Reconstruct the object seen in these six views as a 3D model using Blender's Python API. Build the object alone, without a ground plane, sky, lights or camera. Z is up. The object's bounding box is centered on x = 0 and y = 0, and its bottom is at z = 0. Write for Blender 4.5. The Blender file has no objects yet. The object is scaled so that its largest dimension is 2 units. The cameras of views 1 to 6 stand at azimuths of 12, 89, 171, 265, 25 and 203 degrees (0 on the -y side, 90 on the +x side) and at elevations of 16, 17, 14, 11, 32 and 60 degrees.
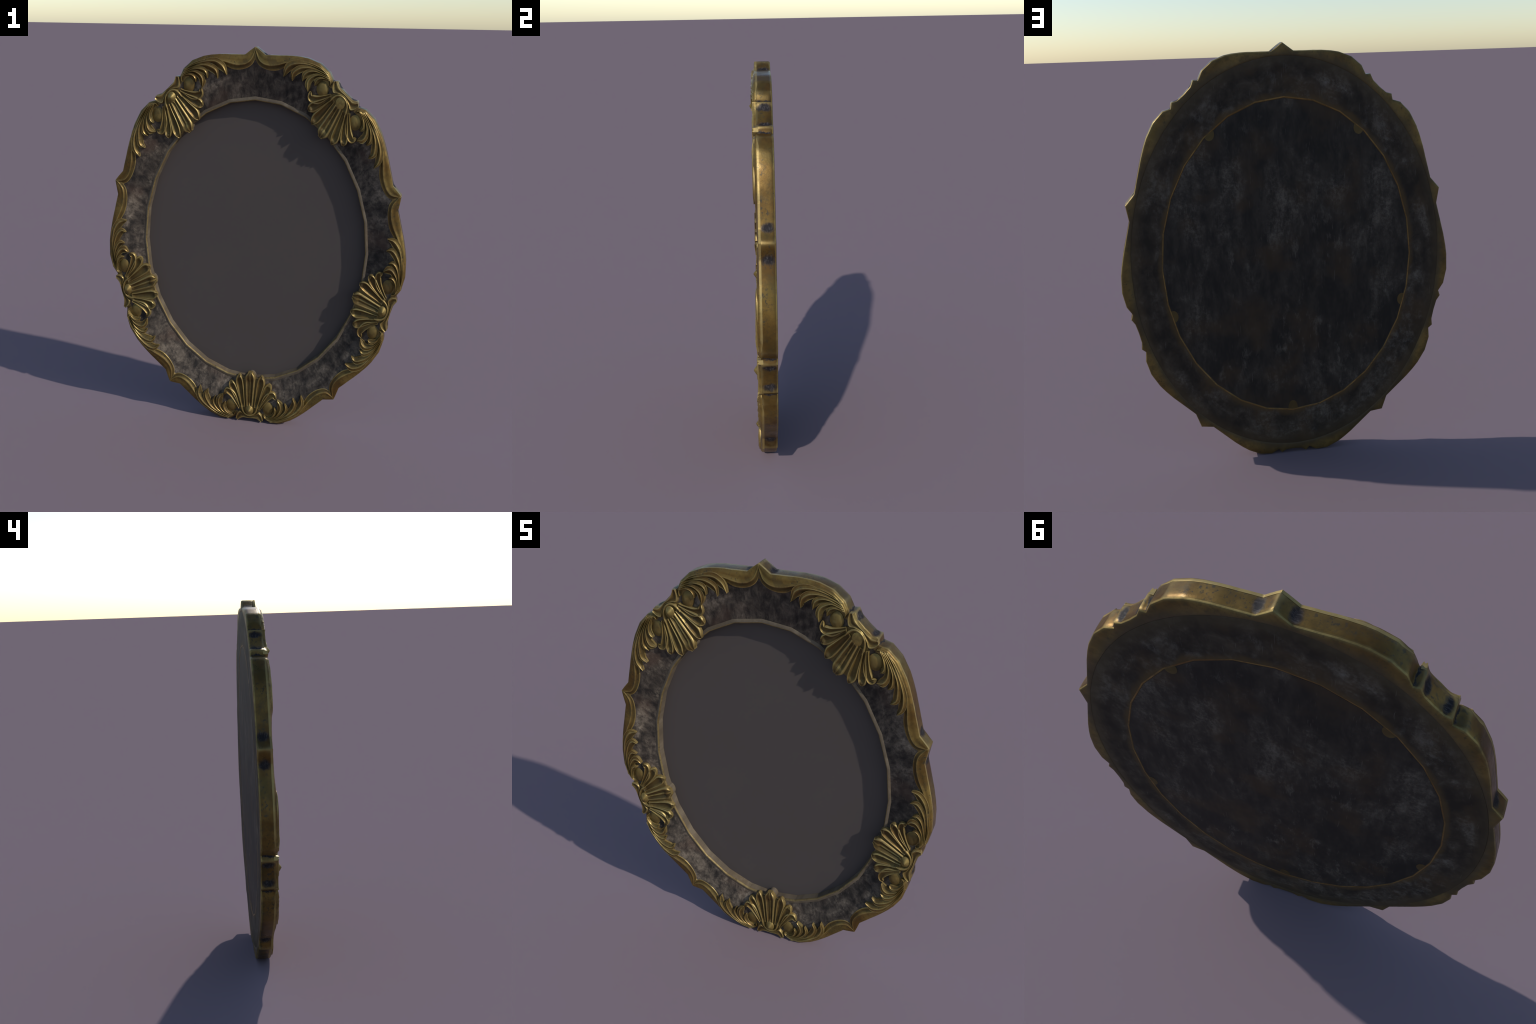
"""Oval carved picture / mirror frame with five shell cartouches.

The frame is drawn as a circular, five-fold ornament (polar coordinates: angle
and radius rho, with a shell every 72 degrees and a pointed cusp half way
between shells) and then squeezed in x to make the oval.  Front faces -y.
"""
import bpy, bmesh, math, random
from math import sin, cos, pi, radians, degrees, atan2, hypot

random.seed(7)
SQ = 0.777            # oval: x squeeze of the circular design
CZ = 0.9965           # height of the oval's centre
R0, DR = 0.762, 0.183  # rho = R0 + DR * r ; r = 0 inner edge, r = 1 seam on the back
NSEG = 28             # the opening is cut as a 28-gon
Y_BACK = 0.053
Y_GLASS = 0.032
SHELLS = (36, 108, 180, 252, 324)


def rho(r):
    return R0 + DR * r


def world(ang, rad, y):
    a = radians(ang)
    return (SQ * rad * sin(a), y, CZ + rad * cos(a))


def local(turn, p, q, y):
    """(p tangential, q radial) in the frame of a shell turned to `turn` deg."""
    a = radians(turn)
    x = p * cos(a) + q * sin(a)
    z = -p * sin(a) + q * cos(a)
    return (SQ * x, y, CZ + z)


# ---------------------------------------------------------------- curves
def lerp_table(tab, x):
    if x <= tab[0][0]:
        return tab[0][1]
    for (x0, y0), (x1, y1) in zip(tab, tab[1:]):
        if x <= x1:
            return y0 + (y1 - y0) * (x - x0) / (x1 - x0)
    return tab[-1][1]


def smooth(a, b, x):
    t = min(1, max(0, (x - a) / (b - a)))
    return t * t * (3 - 2 * t)


def catmull(pts, n):
    """n+1 samples, evenly spaced over the control points' chord length."""
    d = [0]
    for a, b in zip(pts, pts[1:]):
        d.append(d[-1] + max(1e-6, math.dist(a, b)))
    out = []
    for i in range(n + 1):
        s = d[-1] * i / n
        k = 0
        while k < len(pts) - 2 and d[k + 1] < s:
            k += 1
        t = (s - d[k]) / (d[k + 1] - d[k])
        p1, p2 = pts[k], pts[k + 1]
        p0 = pts[k - 1] if k else tuple(2 * a - b for a, b in zip(p1, p2))
        p3 = pts[k + 2] if k + 2 < len(pts) else tuple(2 * b - a for a, b in zip(p1, p2))
        out.append(tuple(0.5 * (2 * b + (c - a) * t + (2 * a - 5 * b + 4 * c - e) * t * t
                                + (3 * b - a - 3 * c + e) * t ** 3)
                         for a, b, c, e in zip(p0, p1, p2, p3)))
    return out


# outline of one half module: degrees from the shell's axis -> r
OUTLINE = [(0, 1.20), (2.9, 1.22), (4.55, 1.303), (5.9, 1.215), (8.3, 1.347), (12.4, 1.402),
           (16.8, 1.365), (19.4, 1.32), (22.6, 1.26), (27, 1.18), (32.1, 1.128),
           (36, 1.325)]


def delta(ang):
    return abs((ang % 72) - 36)


def outline(ang):
    """radius of the straight-sided outline polygon at this angle"""
    d = delta(ang)
    for (d0, r0), (d1, r1) in zip(OUTLINE, OUTLINE[1:]):
        if d <= d1 + 1e-9:
            x0, y0 = rho(r0) * sin(radians(d0)), rho(r0) * cos(radians(d0))
            x1, y1 = rho(r1) * sin(radians(d1)), rho(r1) * cos(radians(d1))
            sx, sy = sin(radians(d)), cos(radians(d))
            # ray (sx, sy) * R meets the chord
            return (x0 * (y1 - y0) - y0 * (x1 - x0)) / (sx * (y1 - y0) - sy * (x1 - x0))
    return rho(OUTLINE[-1][1])


def outline_angles():
    angs = set()
    for s in SHELLS:
        for (d0, _), (d1, _) in zip(OUTLINE, OUTLINE[1:]):
            k = max(2, int((d1 - d0) / 0.8))
            for i in range(k + 1):
                d = d0 + (d1 - d0) * i / k
                angs.add(round((s + d) % 360, 3))
                angs.add(round((s - d) % 360, 3))
    return sorted(angs)


def facet(ang, rad, amount=1.0):
    """pull a circle in to the chords of the 28-gon"""
    step = 360 / NSEG
    u = (ang % step) - step / 2
    k = cos(radians(step / 2)) / cos(radians(u))
    return rad * (1 + (k - 1) * amount)


def y_band(rad, d=0.0):
    """front surface of the dished dark moulding"""
    r = (rad - R0) / DR
    y = lerp_table([(-1, -0.0070), (0.03, -0.0070), (0.2, -0.0098), (0.45, -0.0152), (0.66, -0.0195),
                    (0.80, -0.0208), (1.0, -0.0200), (1.15, -0.0200), (1.25, -0.0205), (2, -0.0205)], r)
    # by the cusps the dish runs out lower
    return y + (max(y, -0.0180) - y) * smooth(20, 29, d)


# ---------------------------------------------------------------- mesh helpers
def make(name, verts, faces, mats, parent=None, mat_of=None, sharp=42):
    me = bpy.data.meshes.new(name)
    me.from_pydata(verts, [], faces)
    for m in mats:
        me.materials.append(m)
    if mat_of:
        for f, k in zip(me.polygons, mat_of):
            f.material_index = k
    bm = bmesh.new()
    bm.from_mesh(me)
    bmesh.ops.remove_doubles(bm, verts=bm.verts, dist=1e-6)
    bmesh.ops.dissolve_degenerate(bm, edges=bm.edges, dist=1e-7)
    bmesh.ops.recalc_face_normals(bm, faces=bm.faces)
    bm.to_mesh(me)
    bm.free()
    me.shade_smooth()
    me.set_sharp_from_angle(angle=radians(sharp))
    ob = bpy.data.objects.new(name, me)
    bpy.context.scene.collection.objects.link(ob)
    if parent:
        ob.parent = parent
    return ob


def ring_mesh(name, angs, sections, mats, parent, row_mat=None, sharp=42):
    """Sweep closed cross-sections (list of (rad, y) per angle) round the frame."""
    n, m = len(angs), len(sections[0])
    verts = [world(a, rad, y) for a, sec in zip(angs, sections) for rad, y in sec]
    faces, mo = [], []
    for i in range(n):
        j = (i + 1) % n
        for k in range(m):
            l = (k + 1) % m
            faces.append((i * m + k, j * m + k, j * m + l, i * m + l))
            mo.append(row_mat[k] if row_mat else 0)
    return make(name, verts, faces, mats, parent, mo, sharp)


def strip(name, rows, mats, parent, base, mat_of_col=None, sharp=50):
    """Closed solid: rows of (x,y,z) stations make the carved face, and sides drop
    straight back to depth base(row, col)."""
    n, m = len(rows), len(rows[0])
    verts = [v for row in rows for v in row]
    faces, mo = [], []
    for i in range(n - 1):
        for k in range(m - 1):
            faces.append((i * m + k, i * m + k + 1, (i + 1) * m + k + 1, (i + 1) * m + k))
            mo.append(mat_of_col[k] if mat_of_col else 0)
    # border loop, then a second loop at the back
    loop = ([(0, k) for k in range(m)] + [(i, m - 1) for i in range(1, n)]
            + [(n - 1, k) for k in range(m - 2, -1, -1)] + [(i, 0) for i in range(n - 2, 0, -1)])
    b0 = len(verts)
    for i, k in loop:
        x, y, z = rows[i][k]
        verts.append((x, max(base(i, k), y + 0.0005), z))
    L = len(loop)
    for a in range(L):
        b = (a + 1) % L
        va, vb = loop[a][0] * m + loop[a][1], loop[b][0] * m + loop[b][1]
        faces.append((va, vb, b0 + b, b0 + a))
        mo.append(0)
    faces.append(tuple(range(b0, b0 + L)))
    mo.append(0)
    return make(name, verts, faces, mats, parent, mo, sharp)


def blade(name, spine, width, prof, mats, parent, turn, side, base, n=26, m=13, mat_of_col=None):
    """A carved tongue: spine of (p, q), width(s) half width, prof(u, s, rad) -> y."""
    pts = catmull(spine, n)
    rows = []
    for i, (p, q) in enumerate(pts):
        s = i / n
        a, b = pts[max(0, i - 1)], pts[min(n, i + 1)]
        tx, ty = b[0] - a[0], b[1] - a[1]
        L = hypot(tx, ty) or 1
        nx, ny = ty / L, -tx / L          # towards the right of travel
        row = []
        for k in range(m):
            u = -1 + 2 * k / (m - 1)
            wl, off = width(s)
            pp, qq = p + nx * (u * wl + off), q + ny * (u * wl + off)
            rad = hypot(pp, qq)
            row.append(local(turn, side * pp, qq, prof(u, s, rad)))
        rows.append(row)
    return strip(name, rows, mats, parent, base, mat_of_col)


# ---------------------------------------------------------------- materials
class Nodes:
    def __init__(self, name):
        self.mat = bpy.data.materials.new(name)
        self.mat.use_nodes = True
        self.t = self.mat.node_tree
        self.b = self.t.nodes['Principled BSDF']
        self.co = self.t.nodes.new('ShaderNodeTexCoord').outputs['Object']

    def link(self, a, b):
        self.t.links.new(a, b)

    def put(self, sock, v):
        if hasattr(v, 'is_linked'):
            self.link(v, sock)
        else:
            sock.default_value = v

    def noise(self, scale, detail=4, rough=0.55, vec=None, dist=0.0):
        n = self.t.nodes.new('ShaderNodeTexNoise')
        n.inputs['Scale'].default_value = scale
        n.inputs['Detail'].default_value = detail
        n.inputs['Roughness'].default_value = rough
        n.inputs['Distortion'].default_value = dist
        self.link(vec or self.co, n.inputs['Vector'])
        return n.outputs['Fac']

    def stretch(self, scale, rot=(0, 0, 0), loc=(0, 0, 0), vec=None):
        n = self.t.nodes.new('ShaderNodeMapping')
        n.inputs['Scale'].default_value = scale
        n.inputs['Rotation'].default_value = rot
        n.inputs['Location'].default_value = loc
        self.link(vec or self.co, n.inputs['Vector'])
        return n.outputs['Vector']

    def ramp(self, fac, lo, hi, a=0.0, b=1.0):
        n = self.t.nodes.new('ShaderNodeMapRange')
        n.interpolation_type = 'SMOOTHSTEP'
        self.link(fac, n.inputs['Value'])
        for k, v in zip(('From Min', 'From Max', 'To Min', 'To Max'), (lo, hi, a, b)):
            n.inputs[k].default_value = v
        return n.outputs['Result']

    def mix(self, fac, a, b):
        n = self.t.nodes.new('ShaderNodeMix')
        n.data_type = 'RGBA'
        self.put(n.inputs['Factor'], fac)
        for s, v in ((n.inputs['A'], a), (n.inputs['B'], b)):
            if isinstance(v, tuple):
                s.default_value = (*v, 1)
            else:
                self.link(v, s)
        return n.outputs['Result']

    def math(self, op, a, b=0.0, c=0.0):
        n = self.t.nodes.new('ShaderNodeMath')
        n.operation = op
        for s, v in zip(n.inputs, (a, b, c)):
            self.put(s, v)
        return n.outputs[0]

    def xyz(self):
        n = self.t.nodes.new('ShaderNodeSeparateXYZ')
        self.link(self.co, n.inputs[0])
        return n.outputs

    def pointiness(self):
        return self.t.nodes.new('ShaderNodeNewGeometry').outputs['Pointiness']

    def polar(self):
        """angle in degrees from the nearest shell axis, and radius r of the circular design"""
        x, y, z = self.xyz()
        X = self.math('DIVIDE', x, SQ)
        Z = self.math('SUBTRACT', z, CZ)
        ang = self.math('MULTIPLY', self.math('ARCTAN2', X, Z), 180 / pi)
        ang = self.math('MODULO', self.math('ADD', ang, 720.0), 72.0)
        d = self.math('ABSOLUTE', self.math('SUBTRACT', ang, 36.0))
        rad = self.math('SQRT', self.math('ADD', self.math('MULTIPLY', X, X), self.math('MULTIPLY', Z, Z)))
        return d, self.math('DIVIDE', self.math('SUBTRACT', rad, R0), DR), y

    def radial_coords(self, ks, kr):
        """coordinates that run along and across the moulding (for radial streaks)"""
        x, y, z = self.xyz()
        X = self.math('DIVIDE', x, SQ)
        Z = self.math('SUBTRACT', z, CZ)
        ca = self.t.nodes.new('ShaderNodeCombineXYZ')
        rad = self.math('SQRT', self.math('ADD', self.math('MULTIPLY', X, X), self.math('MULTIPLY', Z, Z)))
        self.put(ca.inputs[0], self.math('MULTIPLY', self.math('DIVIDE', X, rad), ks))
        self.put(ca.inputs[1], self.math('MULTIPLY', self.math('DIVIDE', Z, rad), ks))
        self.put(ca.inputs[2], self.math('MULTIPLY', rad, kr))
        return ca.outputs[0]

    def bump(self, h, strength, dist=0.004, soften=0.0):
        n = self.t.nodes.new('ShaderNodeBump')
        if soften:
            b = self.t.nodes.new('ShaderNodeBevel')
            b.samples = 6
            b.inputs['Radius'].default_value = soften
            self.link(b.outputs[0], n.inputs['Normal'])
        n.inputs['Strength'].default_value = strength
        n.inputs['Distance'].default_value = dist
        self.link(h, n.inputs['Height'])
        self.link(n.outputs['Normal'], self.b.inputs['Normal'])

    def done(self, col, rough, metal=0.0, spec=0.5):
        self.put(self.b.inputs['Base Color'], col if not isinstance(col, tuple) else (*col, 1))
        self.put(self.b.inputs['Roughness'], rough)
        self.put(self.b.inputs['Metallic'], metal)
        self.b.inputs['Specular IOR Level'].default_value = spec
        return self.mat


GOLD_METAL = 0.62


def gold_material(name, bright=(0.230, 0.150, 0.043), brown=(0.138, 0.076, 0.021), olive=(0.130, 0.104, 0.033),
                  worn=0.5, rough=(0.37, 0.55), wall=False, specks=0.75, pit_lo=0.57, soften=0.0, back=False):
    N = Nodes(name)
    big = N.noise(5.5, 4, 0.6)
    col = N.mix(N.ramp(big, 0.36, 0.64), brown, bright)
    col = N.mix(N.ramp(N.noise(7.0, 4, vec=N.stretch((1, 1, 1), loc=(3, 1, 2))), 0.48, 0.68, 0, 0.65), col, olive)
    # cloudy tarnish and small pits
    tarn = N.noise(24, 6, 0.7)
    col = N.mix(N.ramp(tarn, 0.44, 0.68, 0, 0.72), col, (0.070, 0.048, 0.019))
    zone = N.ramp(N.noise(9, 2, vec=N.stretch((1, 1, 1), loc=(1, 8, 4))), 0.42, 0.6, 0.15, 1)
    pit = N.math('MULTIPLY', N.ramp(N.noise(75, 3, 0.6), pit_lo, pit_lo + 0.08), zone)
    col = N.mix(N.math('MULTIPLY', pit, specks), col, (0.034, 0.028, 0.017))
    metal = N.ramp(N.math('MAXIMUM', pit, N.ramp(tarn, 0.5, 0.75)), 0, 1, GOLD_METAL, GOLD_METAL * 0.35)
    # rubbed edges show cleaner metal
    edge = N.ramp(N.pointiness(), 0.515, 0.56, 0, worn)
    col = N.mix(edge, col, (0.42, 0.32, 0.13))
    ro = N.ramp(N.noise(16, 4), 0.3, 0.7, rough[0], rough[1])
    if back:
        # the gilding thins out into the bare board towards the seam
        d, r, y = N.polar()
        rr = N.math('ADD', r, N.math('MULTIPLY', N.math('SUBTRACT', big, 0.5), 0.5))
        thin = N.ramp(rr, 0.98, 1.30, 0.9, 0)
        col = N.mix(thin, col, (0.056, 0.040, 0.022))
        metal = N.math('MULTIPLY', metal, N.math('SUBTRACT', 1.0, thin))
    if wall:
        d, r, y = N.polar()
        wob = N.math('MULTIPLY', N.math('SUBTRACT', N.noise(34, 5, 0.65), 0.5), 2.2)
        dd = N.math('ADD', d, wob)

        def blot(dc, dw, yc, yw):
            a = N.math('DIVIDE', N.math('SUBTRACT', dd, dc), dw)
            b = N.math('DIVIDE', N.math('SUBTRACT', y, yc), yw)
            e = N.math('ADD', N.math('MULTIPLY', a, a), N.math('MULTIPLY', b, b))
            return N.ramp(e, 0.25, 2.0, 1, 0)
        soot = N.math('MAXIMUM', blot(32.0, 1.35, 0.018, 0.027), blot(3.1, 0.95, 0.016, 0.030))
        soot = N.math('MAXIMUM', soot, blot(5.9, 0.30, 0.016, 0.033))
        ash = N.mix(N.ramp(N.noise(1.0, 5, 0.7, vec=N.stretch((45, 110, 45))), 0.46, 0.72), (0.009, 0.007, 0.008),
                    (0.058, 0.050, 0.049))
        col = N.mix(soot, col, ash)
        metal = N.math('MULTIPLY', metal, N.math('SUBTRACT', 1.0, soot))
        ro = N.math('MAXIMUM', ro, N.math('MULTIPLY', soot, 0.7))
    N.bump(N.math('ADD', N.noise(90, 3), N.math('MULTIPLY', tarn, 0.6)), 0.16, 0.002, soften)
    return N.done(col, ro, metal, 0.22)


def wood_material(name, dark, mid, dust, rust, ks=26, kr=5, dust_amt=0.8, rough=0.62, flat=False, back=False, cove=0.0):
    """Old black lacquer rubbed to grey-brown, streaked across the moulding."""
    N = Nodes(name)
    if flat:
        v = N.stretch((24, 24, 8.0), rot=(0, 0.12, 0))
        v2 = N.stretch((4.5, 4.5, 3.2), loc=(5, 3, 1))
    else:
        v = N.radial_coords(ks, kr * 4)
        v2 = N.radial_coords(4, 8)
    streak = N.noise(1.0, 8, 0.68, v, 0.3)
    patch = N.noise(1.0, 5, 0.6, v2, 0.6)
    fine = N.noise(70, 5, 0.7)
    col = N.mix(N.ramp(N.math('ADD', N.math('MULTIPLY', streak, 0.55), N.math('MULTIPLY', patch, 0.45)), 0.38, 0.64), dark, mid)
    col = N.mix(N.ramp(N.noise(5, 3, vec=N.stretch((1, 1, 1), loc=(7, 2, 9))), 0.5, 0.7, 0, 0.55), col, rust)
    d = N.math('MULTIPLY', N.ramp(patch, 0.46, 0.72), N.ramp(N.math('ADD', N.math('MULTIPLY', streak, 0.5),
                                                                  N.math('MULTIPLY', fine, 0.5)), 0.42, 0.66))
    col = N.mix(N.math('MULTIPLY', d, dust_amt), col, dust)
    scuff = N.noise(13, 7, 0.72, vec=N.stretch((1.5, 1.5, 0.6) if flat else (1, 1, 0.8), loc=(2, 6, 3)))
    zone = N.ramp(N.noise(3.3, 3, 0.55, vec=N.stretch((1, 1, 1), loc=(9, 1, 5))), 0.44, 0.62)
    col = N.mix(N.math('MULTIPLY', N.math('MULTIPLY', N.ramp(scuff, 0.52, 0.70), zone), dust_amt * 0.7), col, dust)
    scratch = N.noise(1.0, 2, 0.5, vec=N.stretch((180, 180, 14), rot=(0, 0.45, 0)))
    col = N.mix(N.math('MULTIPLY', N.ramp(scratch, 0.70, 0.76), 0.30), col, dust)
    if back:
        dd, r, y = N.polar()
        rr = N.math('ADD', r, N.math('MULTIPLY', N.math('SUBTRACT', patch, 0.5), 0.5))
        col = N.mix(N.ramp(rr, 0.6, 1.05, 0, 0.75), col, (0.062, 0.043, 0.023))
        col = N.mix(N.ramp(rr, 0.18, 0.0, 0, 0.7), col, (0.085, 0.052, 0.020))
    h = N.math('ADD', streak, N.math('MULTIPLY', fine, 0.5))
    if cove:
        # the moulding is cut as a steeper cove than its chord: lean the shading inwards
        x, y, z = N.xyz()
        X = N.math('DIVIDE', x, SQ)
        Z = N.math('SUBTRACT', z, CZ)
        rad = N.math('SQRT', N.math('ADD', N.math('MULTIPLY', X, X), N.math('MULTIPLY', Z, Z)))
        h = N.math('ADD', h, N.math('MULTIPLY', rad, cove / 0.0005))
    N.bump(h, 0.25, 0.002)
    return N.done(col, rough, 0.0, 0.18)


GOLD = gold_material('aged_gilding')
RIDGE = gold_material('pale_gilt_ridge', bright=(0.33, 0.235, 0.080), brown=(0.24, 0.155, 0.048),  # paler gilding for the lines along ridges and lobe rims
                      olive=(0.24, 0.195, 0.072), worn=0.3, rough=(0.33, 0.48), specks=0.5)
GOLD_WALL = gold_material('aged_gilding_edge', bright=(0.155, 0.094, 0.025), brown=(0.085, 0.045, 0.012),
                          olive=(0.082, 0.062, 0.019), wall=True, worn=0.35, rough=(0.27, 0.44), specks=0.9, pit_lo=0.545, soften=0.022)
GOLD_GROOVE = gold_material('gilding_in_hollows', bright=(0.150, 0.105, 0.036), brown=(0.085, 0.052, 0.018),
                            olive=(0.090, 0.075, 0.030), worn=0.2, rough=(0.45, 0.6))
GOLD_EDGE = gold_material('gilding_rubbed_at_edges', bright=(0.28, 0.205, 0.070), brown=(0.19, 0.125, 0.038),
                          olive=(0.21, 0.17, 0.06), worn=0.2, specks=0.4)
ARRIS = gold_material('rubbed_arris', bright=(0.250, 0.150, 0.050), brown=(0.150, 0.080, 0.026), olive=(0.16, 0.115, 0.04),
                      worn=0.2, rough=(0.45, 0.6))
TAB = gold_material('dull_tab', bright=(0.085, 0.054, 0.020), brown=(0.050, 0.032, 0.014), olive=(0.05, 0.038, 0.018),
                    worn=0.1, rough=(0.5, 0.65))
GOLD_BACK = gold_material('gilding_on_back', bright=(0.200, 0.130, 0.043), brown=(0.130, 0.076, 0.024),
                          olive=(0.115, 0.080, 0.028), worn=0.2, rough=(0.45, 0.62), soften=0.022, back=True)
BAND = wood_material('worn_black_lacquer', (0.018, 0.015, 0.013), (0.096, 0.076, 0.058), (0.30, 0.240, 0.176),
                     (0.092, 0.055, 0.038), cove=0.32)
LIP = gold_material('rubbed_gilt_lip', bright=(0.27, 0.20, 0.088), brown=(0.19, 0.130, 0.06),
                    olive=(0.19, 0.155, 0.072), worn=0.15, rough=(0.5, 0.65))
REVEAL = wood_material('rubbed_reveal', (0.085, 0.066, 0.046), (0.130, 0.102, 0.070), (0.19, 0.155, 0.108),
                       (0.11, 0.075, 0.042), ks=9, kr=3)
BACKWOOD = wood_material('back_board_wood', (0.021, 0.016, 0.012), (0.054, 0.041, 0.029), (0.150, 0.132, 0.112),
                         (0.070, 0.043, 0.021), ks=10, kr=3.2, back=True, rough=0.7)
PANELWOOD = wood_material('back_panel_wood', (0.017, 0.0145, 0.0125), (0.040, 0.032, 0.025), (0.145, 0.124, 0.100),
                          (0.055, 0.034, 0.018), flat=True)


def glass_material():
    N = Nodes('dull_dark_glass')
    col = N.mix(N.noise(2.5, 2), (0.076, 0.062, 0.056), (0.082, 0.067, 0.061))
    return N.done(col, 0.75, 0.0, 0.2)


GLASS = glass_material()

# ---------------------------------------------------------------- the thing
root = bpy.data.objects.new('picture_frame', None)
bpy.context.scene.collection.objects.link(root)
root['label'] = 'oval carved frame with gilt shells, acanthus scrolls and black band'
root['category'] = 'mirror frame'

fine_angs = [i * 360 / (NSEG * 20) for i in range(NSEG * 20)]
out_angs = outline_angles()

# gilt outer rim: side wall, bevels and the gilt border on the back
secs = []
for a in out_angs:
    o = outline(a)
    sec = [(0.940, -0.0195), (o - 0.010, -0.0215), (o - 0.0045, -0.0215), (o - 0.0018, -0.0205), (o - 0.0004, -0.009),
           (o, 0.015), (o - 0.0002, 0.040), (o - 0.0010, 0.0470), (o - 0.0040, 0.0510), (o - 0.011, 0.0528),
           (max(o - 0.024, 0.9480), 0.0530),
           (0.9475, 0.0529), (0.9468, 0.0520), (0.940, 0.046)]
    secs.append(sec)
ring_mesh('outer_rim', out_angs, secs, [GOLD_WALL, GOLD_BACK, GOLD_EDGE], root, [0, 0, 2, 0, 0, 0, 0, 2, 1, 1, 1, 1, 1, 1], 38)

# dished dark moulding
band_angs = sorted(set(fine_angs) | set(out_angs))
secs = []
for a in band_angs:
    end = min(outline(a) - 0.006, 0.985)
    radii = [0.7655 + (end - 0.7655) * k / 18 for k in range(19)]
    sec = []
    for rr in radii:
        amt = 1 - smooth(0.77, 0.84, rr)
        sec.append((facet(a, rr, amt), y_band(rr, delta(a))))
    sec += [(end, -0.010), (facet(a, 0.7655), 0.004)]
    secs.append(sec)
ring_mesh('moulding_band', band_angs, secs, [BAND], root)

# rounded gilt lip round the opening with its reveal down to the glass
lip_prof = [(0.7690, -0.0060), (0.7660, -0.0078), (0.7615, -0.0090), (0.7570, -0.0101), (0.7530, -0.0107),
            (0.7500, -0.0099), (0.7475, -0.0070), (0.7465, -0.0020), (0.7450, 0.036), (0.7670, 0.036)]
secs = [[(facet(a, rr), y) for rr, y in lip_prof] for a in fine_angs]
ring_mesh('inner_lip', fine_angs, secs, [LIP, REVEAL], root, [1, 1, 1, 1, 0, 0, 0, 1, 1, 1], 60)

# back board ring, with a rubbed arris and a chamfered recess
bb = [(0.9462, 0.0455), (0.9462, 0.0519), (0.9445, 0.0527), (0.900, 0.0528), (0.850, 0.0528), (0.7685, 0.0529), (0.7645, 0.0531),
      (0.7625, 0.0524), (0.7560, 0.0490), (0.7700, 0.0455), (0.80, 0.0455)]
secs = []
for a in fine_angs:
    secs.append([(facet(a, rr, 1 - smooth(0.77, 0.9, rr)), y) for rr, y in bb])
ring_mesh('back_board', fine_angs, secs, [BACKWOOD, ARRIS, REVEAL], root, [0, 0, 0, 0, 0, 1, 1, 0, 0, 0, 0], 60)


def disc(name, rad, y0, y1, mat):
    """thin oval plate with 28 straight sides"""
    rings = [0.15 * rad * k for k in range(1, 7)] + [rad]
    angs = [i * 360 / NSEG for i in range(NSEG)]
    verts, faces = [], []
    for y in (y0, y1):
        o = len(verts)
        verts.append(world(0, 0, y))
        for rr in rings:
            verts += [world(a, rr, y) for a in angs]
        for k in range(NSEG):
            l = (k + 1) % NSEG
            faces.append((o, o + 1 + k, o + 1 + l))
            for j in range(len(rings) - 1):
                A, B = o + 1 + j * NSEG, o + 1 + (j + 1) * NSEG
                faces.append((A + k, B + k, B + l, A + l))
    last = 1 + (len(rings) - 1) * NSEG
    half = len(verts) // 2
    for k in range(NSEG):
        l = (k + 1) % NSEG
        faces.append((last + k, half + last + k, half + last + l, last + l))
    return make(name, verts, faces, [mat], root)


disc('mirror_glass', 0.7500, Y_GLASS, Y_GLASS + 0.0015, GLASS)
disc('back_panel', 0.7595, 0.046, 0.0515, PANELWOOD)

# ------------------------------------------------------------ scrolls and leaves
S_OUT = [(36, 1.322), (34.7, 1.258), (33.4, 1.192), (32.1, 1.127), (29.3, 1.153), (27, 1.18), (24.8, 1.22), (22.6, 1.26),
         (19.4, 1.32), (16.8, 1.363), (12.4, 1.400), (8.5, 1.340), (6.7, 1.24), (6.0, 1.13), (6.15, 1.05)]
S_RIDGE = [(35.95, 1.25), (35.2, 1.10), (34.3, 0.98), (32.3, 0.895), (29.5, 0.885), (27, 0.94), (24, 1.05), (21, 1.16),
           (18, 1.23), (15, 1.285), (11.5, 1.31), (8.7, 1.265), (7.15, 1.19), (6.35, 1.11), (6.25, 1.045)]
S_IN = [(35.98, 1.05), (35.4, 0.93), (34.2, 0.835), (32, 0.765), (29.2, 0.75), (26.5, 0.80), (24, 0.93), (21.2, 1.05),
        (18.2, 1.13), (15, 1.19), (11.5, 1.215), (9.0, 1.185), (7.8, 1.13), (6.9, 1.075), (6.45, 1.04)]


def polar_pq(d, r):
    return (rho(r) * sin(radians(d)), rho(r) * cos(radians(d)))


def linear(pts, n):
    k = len(pts) - 1
    out = []
    for i in range(n + 1):
        t = i / n * k
        j = min(k - 1, int(t))
        out.append(tuple(a + (b - a) * (t - j) for a, b in zip(pts[j], pts[j + 1])))
    return out


def station_catmull(pts, n):
    """Catmull-Rom with equal parameter per control point (keeps stations aligned)"""
    k = len(pts) - 1
    out = []
    for i in range(n + 1):
        tt = i / n * k
        j = min(k - 1, int(tt))
        t = tt - j
        p1, p2 = pts[j], pts[j + 1]
        p0 = pts[j - 1] if j else p1
        p3 = pts[j + 2] if j + 2 <= k else p2
        out.append(tuple(0.5 * (2 * b + (c - a) * t + (2 * a - 5 * b + 4 * c - e) * t * t
                                + (3 * b - a - 3 * c + e) * t ** 3)
                         for a, b, c, e in zip(p0, p1, p2, p3)))
    return out


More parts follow.
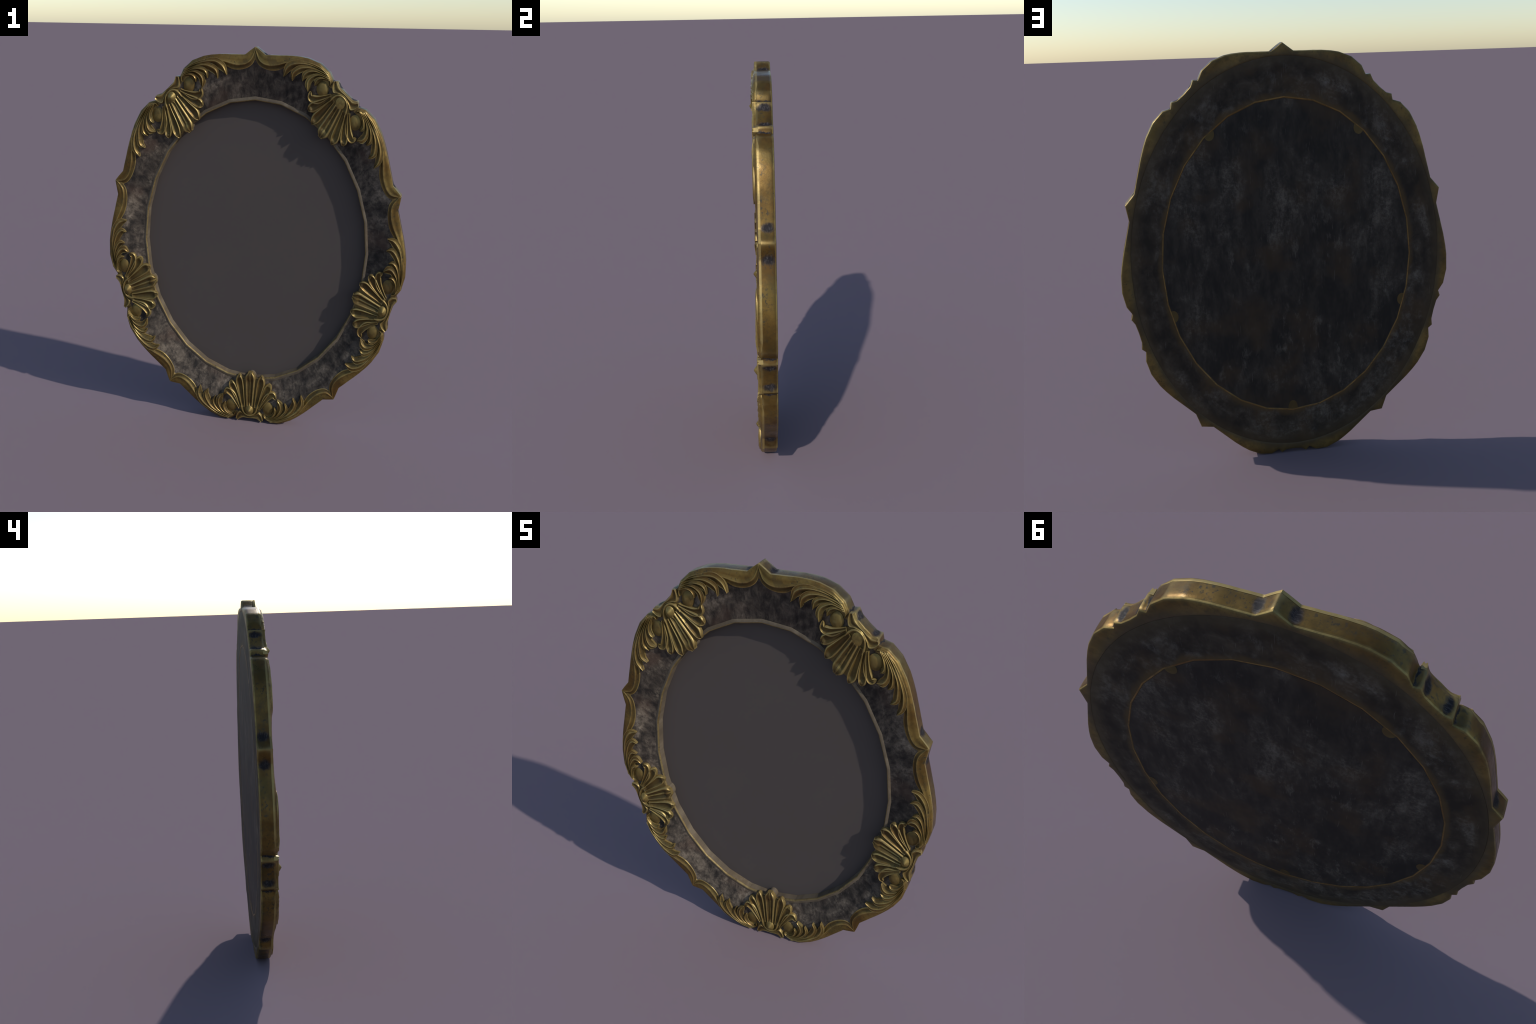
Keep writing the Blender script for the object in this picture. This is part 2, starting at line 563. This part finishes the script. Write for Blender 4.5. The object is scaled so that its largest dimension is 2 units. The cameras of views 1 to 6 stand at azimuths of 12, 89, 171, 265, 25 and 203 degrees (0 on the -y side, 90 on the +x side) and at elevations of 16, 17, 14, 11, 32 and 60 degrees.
def build_scroll(turn, side):
    n = 84
    O = linear([polar_pq(*p) for p in S_OUT], n)
    Rg = station_catmull([polar_pq(*p) for p in S_RIDGE], n)
    I = station_catmull([polar_pq(*p) for p in S_IN], n)
    rows = []
    for i in range(n + 1):
        s = i / n
        up = smooth(0.0, 0.07, s) * (1 - 0.45 * smooth(0.93, 1, s))     # rises out of the cusp
        d = degrees(atan2(*Rg[i]))
        yr = lerp_table([(6, -0.0345), (18, -0.0360), (23, -0.0345), (29, -0.0300), (34, -0.0282), (36, -0.0245)], d)
        o, g, w = O[i], Rg[i], I[i]
        yo = -0.0222
        yi = y_band(hypot(*w), degrees(atan2(*w))) - 0.0012
        row = []
        for f in (0, 0.04, 0.10, 0.20, 0.34, 0.52, 0.70, 0.82, 0.92, 1):
            y = yo + (yr - yo) * (1 - (1 - f) ** 1.9)
            y += 0.0030 * up * math.exp(-((f - 0.68) / 0.2) ** 2)      # shallow hollow before the ridge
            p = [a + (b - a) * f for a, b in zip(o, g)]
            row.append(local(turn, side * p[0], p[1], y))
        for f, k in ((0.10, 0.10), (0.25, 0.45), (0.45, 0.74), (0.70, 0.86), (0.88, 0.82), (1.0, 1.0)):
            p = [a + (b - a) * f for a, b in zip(g, w)]
            row.append(local(turn, side * p[0], p[1], yr + (yi - yr) * k))
        rows.append(row)
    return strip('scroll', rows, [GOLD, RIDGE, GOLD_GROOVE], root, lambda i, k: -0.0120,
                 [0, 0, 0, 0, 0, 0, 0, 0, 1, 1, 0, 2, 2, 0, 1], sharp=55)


LEAVES = [
    ([(0.150, 0.987), (0.195, 0.977), (0.245, 0.959), (0.295, 0.931), (0.336, 0.898), (0.361, 0.858), (0.363, 0.811)], 0.0215),
    ([(0.145, 0.980), (0.180, 0.971), (0.228, 0.953), (0.272, 0.925), (0.302, 0.890), (0.314, 0.858), (0.306, 0.829)], 0.0190),
    ([(0.138, 0.975), (0.160, 0.969), (0.201, 0.955), (0.233, 0.931), (0.254, 0.899), (0.252, 0.867)], 0.0150),
    ([(0.128, 0.971), (0.148, 0.966), (0.185, 0.951), (0.209, 0.923), (0.217, 0.889), (0.196, 0.850)], 0.0185),
    ([(0.120, 0.968), (0.139, 0.962), (0.163, 0.948), (0.178, 0.924), (0.179, 0.896)], 0.0120),
]


def build_leaf(turn, side, k, parent):
    spine, w = LEAVES[k]
    j = random.uniform
    spine = [(p + j(-1, 1) * 0.0015 * i / 5, q + j(-1, 1) * 0.003 * i / 5) for i, (p, q) in enumerate(spine)]
    w *= j(1.0, 1.15)
    lift = j(-0.001, 0.001)

    def width(s):
        body = 0.0045 + (w - 0.0045) * smooth(0.15, 0.78, s)
        tip = 1.0 if s < 0.84 else max(0.03, max(0.0, 1 - (s - 0.84) / 0.16) ** 0.75)
        return body * tip, -0.004 * smooth(0.3, 0.8, s) * (1 - smooth(0.86, 1, s))

    def prof(u, s, rad):
        crest = -0.0345 - 0.0045 * smooth(0.1, 0.6, s) + 0.0025 * smooth(0.8, 1, s) + lift - 0.0005 * k
        ridge = math.exp(-((u + 0.12) / 0.24) ** 2)
        left = 0.0062 * min(1, abs(u + 0.12)) ** 1.2 if u < -0.12 else 0.0105 * min(1, abs(u + 0.12)) ** 0.9
        lip = 0.003 * smooth(0.72, 1.0, abs(u)) * smooth(0.2, 0.6, s)
        amt = smooth(0.0, 0.35, s)
        return crest + (left - 0.002 * ridge) * (0.35 + 0.65 * amt) - lip
    base = lambda i, c: -0.0120
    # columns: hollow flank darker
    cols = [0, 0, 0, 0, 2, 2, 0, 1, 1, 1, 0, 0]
    return blade('leaflet', spine, width, prof, [GOLD, GOLD_GROOVE, RIDGE], parent, turn, side, base, n=26, m=13, mat_of_col=cols)


# ------------------------------------------------------------ shells
def shell_y(rad):
    """general front level of a shell: it leans back towards the opening"""
    r = (rad - R0) / DR
    return lerp_table([(-0.4, -0.0230), (0.0, -0.0240), (0.5, -0.0278), (0.9, -0.0318), (2, -0.033)], r)


# how far each shell reaches over the opening (the upper pair is drawn back)
SHELL_K = {36: 0.945, 324: 0.945, 108: 0.955, 252: 0.955, 180: 1.0}

LOBES = {   # spine in (p, q), largest half width, roundness of the tip
    'middle': ([(0.0, 0.905), (0.0, 0.85), (0.0, 0.79), (0.0, 0.745), (0.0, 0.706)], 0.0365, 0.0235, 0.62),
    'second': ([(0.043, 0.912), (0.054, 0.865), (0.066, 0.81), (0.077, 0.765), (0.080, 0.724)], 0.0300, 0.013, 0.70),
    'third': ([(0.062, 0.912), (0.086, 0.865), (0.112, 0.82), (0.131, 0.790), (0.141, 0.767)], 0.0285, 0.010, 0.46),
    'outer': ([(0.071, 0.922), (0.092, 0.888), (0.118, 0.852), (0.145, 0.833), (0.168, 0.828), (0.186, 0.852)], 0.0225, 0.008, 0.5),
}


def build_lobe(turn, side, kind, parent):
    spine, w, w0, power = LOBES[kind]
    spine = [(p, 0.9275 + (q - 0.9275) * SHELL_K[turn]) for p, q in spine]
    mid = kind == 'middle'
    t0 = 0.80 if mid else (0.72 if kind == 'second' else 0.70)

    def width(s):
        body = w0 + (w - w0) * smooth(-0.1, 0.85, s)
        if kind == 'outer':
            body = w0 + (w - w0) * smooth(0, 0.55, s) * (1 - 0.35 * smooth(0.6, 1, s))
        tip = 1.0 if s < t0 else max(0.04, 1 - ((s - t0) / (1 - t0)) ** 2) ** power
        if mid:
            tip = max(tip, 0.42)
        return body * tip, 0

    def prof(u, s, rad):
        top = shell_y(rad) - (0.004 if mid else 0.0015)
        a = abs(u)
        rim = math.exp(-((a - 0.74) / 0.17) ** 2)
        hollow = 0.0075 * (1 - smooth(0.25, 0.75, a)) * smooth(0.0, 0.12, s)
        close = smooth(0.80, 0.93, s) if not mid else smooth(0.72, 0.84, s)
        rib = 0.0042 * math.exp(-(u / 0.15) ** 2) if mid else 0.0
        edge = 0.0060 * smooth(0.82, 1.0, a)
        roll = 0.007 * smooth(0.90, 1.0, s)
        if kind == 'outer':
            hollow *= 0.6
        return top - 0.0022 * rim + (hollow - rib) * (1 - close) - 0.0015 * close + edge + roll
    def base(i, c):
        return -0.0035
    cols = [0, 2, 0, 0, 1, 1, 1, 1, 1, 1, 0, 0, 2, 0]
    if mid:
        cols = [0, 2, 0, 1, 1, 1, 2, 2, 1, 1, 1, 0, 2, 0]
    return blade('shell_lobe', spine, width, prof, [GOLD, GOLD_GROOVE, RIDGE], parent, turn, side, base, n=30, m=15, mat_of_col=cols)


def build_bead(turn, p, q, rp, rq, y_base, h, power, parent, mat=None):
    nr, na = 9, 28
    verts, faces = [], []
    for k in range(nr + 1):
        d = 1 - k / nr
        y = y_base - h * (1 - d ** power)
        for i in range(na):
            a = 2 * pi * i / na
            verts.append(local(turn, p + rp * d * cos(a), q + rq * d * sin(a), y))
    back = len(verts)
    for i in range(na):
        a = 2 * pi * i / na
        verts.append(local(turn, p + rp * cos(a), q + rq * sin(a), y_base + 0.018))
    for k in range(nr):
        for i in range(na):
            j = (i + 1) % na
            faces.append((k * na + i, k * na + j, (k + 1) * na + j, (k + 1) * na + i))
    for i in range(na):
        j = (i + 1) % na
        faces.append((i, back + i, back + j, j))
    faces.append(tuple(range(back, back + na)))
    return make('bead', verts, faces, [mat or GOLD_BEAD], parent, sharp=48)


GOLD_BEAD = gold_material('gilded_bead', bright=(0.28, 0.205, 0.068), brown=(0.22, 0.150, 0.048),
                          olive=(0.20, 0.160, 0.055), worn=0.1, rough=(0.42, 0.55), specks=0.15)

SIDE_BEAD = gold_material('gilded_bead_darkened_for_shade', bright=(0.220, 0.155, 0.050), brown=(0.165, 0.105, 0.033),  # bead tone lowered to tint in the shadow under lobes and leaves
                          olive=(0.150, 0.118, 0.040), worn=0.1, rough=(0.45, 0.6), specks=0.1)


def build_bracket(turn, parent):
    half_o = [(0.0820, 0.9945), (0.070, 0.9895), (0.051, 0.982), (0.027, 0.9775), (0.0, 0.9765)]
    half_i = [(0.0975, 0.983), (0.089, 0.955), (0.068, 0.937), (0.043, 0.952), (0.0, 0.9655)]
    O = half_o + [(-p, q) for p, q in half_o[-2::-1]]
    I = half_i + [(-p, q) for p, q in half_i[-2::-1]]
    n = 48
    O, I = station_catmull(O, n), station_catmull(I, n)
    rows = []
    for i in range(n + 1):
        s = abs(i / n * 2 - 1)
        endr = smooth(0.86, 1.0, s)
        row = []
        for f, y in ((0, -0.0245), (0.05, -0.029), (0.13, -0.0345), (0.22, -0.0350), (0.36, -0.0325), (0.5, -0.0310),
                     (0.64, -0.0315), (0.78, -0.0350), (0.9, -0.0365), (1, -0.0320)):
            p = [a + (b - a) * f for a, b in zip(O[i], I[i])]
            row.append(local(turn, p[0], p[1], y - 0.0015 * endr * (f > 0)))
        rows.append(row)
    return strip('bracket', rows, [GOLD, GOLD_GROOVE, RIDGE], parent, lambda i, k: -0.012, [0, 0, 2, 0, 1, 1, 0, 2, 0])


def build_collar(turn, parent):
    """thin raised thread that cradles the middle bead"""
    half = [(0.058, 0.893), (0.054, 0.915), (0.044, 0.937), (0.026, 0.953), (0.0, 0.9585)]
    spine = half + [(-p, q) for p, q in half[-2::-1]]

    def width(s):
        return 0.0052 * (1 - 0.55 * smooth(0.8, 1, abs(2 * s - 1))), 0

    def prof(u, s, rad):
        return -0.0395 + 0.0035 * u * u + 0.003 * smooth(0.75, 1, abs(2 * s - 1))
    return blade('collar', spine, width, prof, [RIDGE], parent, turn, 1, lambda i, c: -0.012, n=40, m=7)


def build_shell(turn):
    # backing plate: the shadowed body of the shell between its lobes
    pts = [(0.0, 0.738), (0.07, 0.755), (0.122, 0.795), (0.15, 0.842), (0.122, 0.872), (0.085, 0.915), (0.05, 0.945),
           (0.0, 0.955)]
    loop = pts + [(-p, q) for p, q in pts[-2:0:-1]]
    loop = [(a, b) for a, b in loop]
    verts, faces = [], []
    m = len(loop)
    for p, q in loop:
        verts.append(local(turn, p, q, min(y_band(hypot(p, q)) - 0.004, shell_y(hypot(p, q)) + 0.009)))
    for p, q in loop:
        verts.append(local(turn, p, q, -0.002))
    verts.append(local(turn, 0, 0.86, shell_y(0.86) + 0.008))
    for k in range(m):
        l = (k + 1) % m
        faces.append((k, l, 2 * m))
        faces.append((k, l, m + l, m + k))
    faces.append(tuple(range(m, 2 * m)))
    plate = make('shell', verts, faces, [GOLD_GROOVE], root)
    build_lobe(turn, 1, 'middle', plate)
    for side in (1, -1):
        for kind in ('second', 'third', 'outer'):
            build_lobe(turn, side, kind, plate)
    flat = turn == 36
    build_bead(turn, 0, 0.9275, 0.0295, 0.0285, -0.0345, 0.003 if flat else 0.0195, 3.0 if flat else 1.25, plate)
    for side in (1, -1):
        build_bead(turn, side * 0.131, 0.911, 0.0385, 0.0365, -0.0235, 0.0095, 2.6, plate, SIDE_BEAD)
    build_bracket(turn, plate)
    build_collar(turn, plate)
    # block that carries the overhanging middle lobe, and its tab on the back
    tip = 0.9275 - (0.9275 - 0.716) * SHELL_K[turn]
    n = 16
    edge = [(0.034 * cos(pi * i / n), 0.765 - (0.765 - tip) * sin(pi * i / n) ** 0.75) for i in range(n + 1)]
    for name, y0, y1, w, mat in (('lobe_block', -0.014, Y_GLASS + 0.0005, 1.0, REVEAL), ('tab', 0.0505, 0.0522, 0.9, TAB)):
        verts = [local(turn, p * w, q, y) for y in (y0, y1) for p, q in edge]
        k = n + 1
        faces = [(i, i + 1, k + i + 1, k + i) for i in range(n)]
        faces += [tuple(range(k)), tuple(range(k, 2 * k)), (0, n, k + n, k)]
        make(name, verts, faces, [mat], plate)


for turn in SHELLS:
    build_shell(turn)
    for side in (1, -1):
        sc = build_scroll(turn, side)
        for k in range(5):
            build_leaf(turn, side, k, sc)
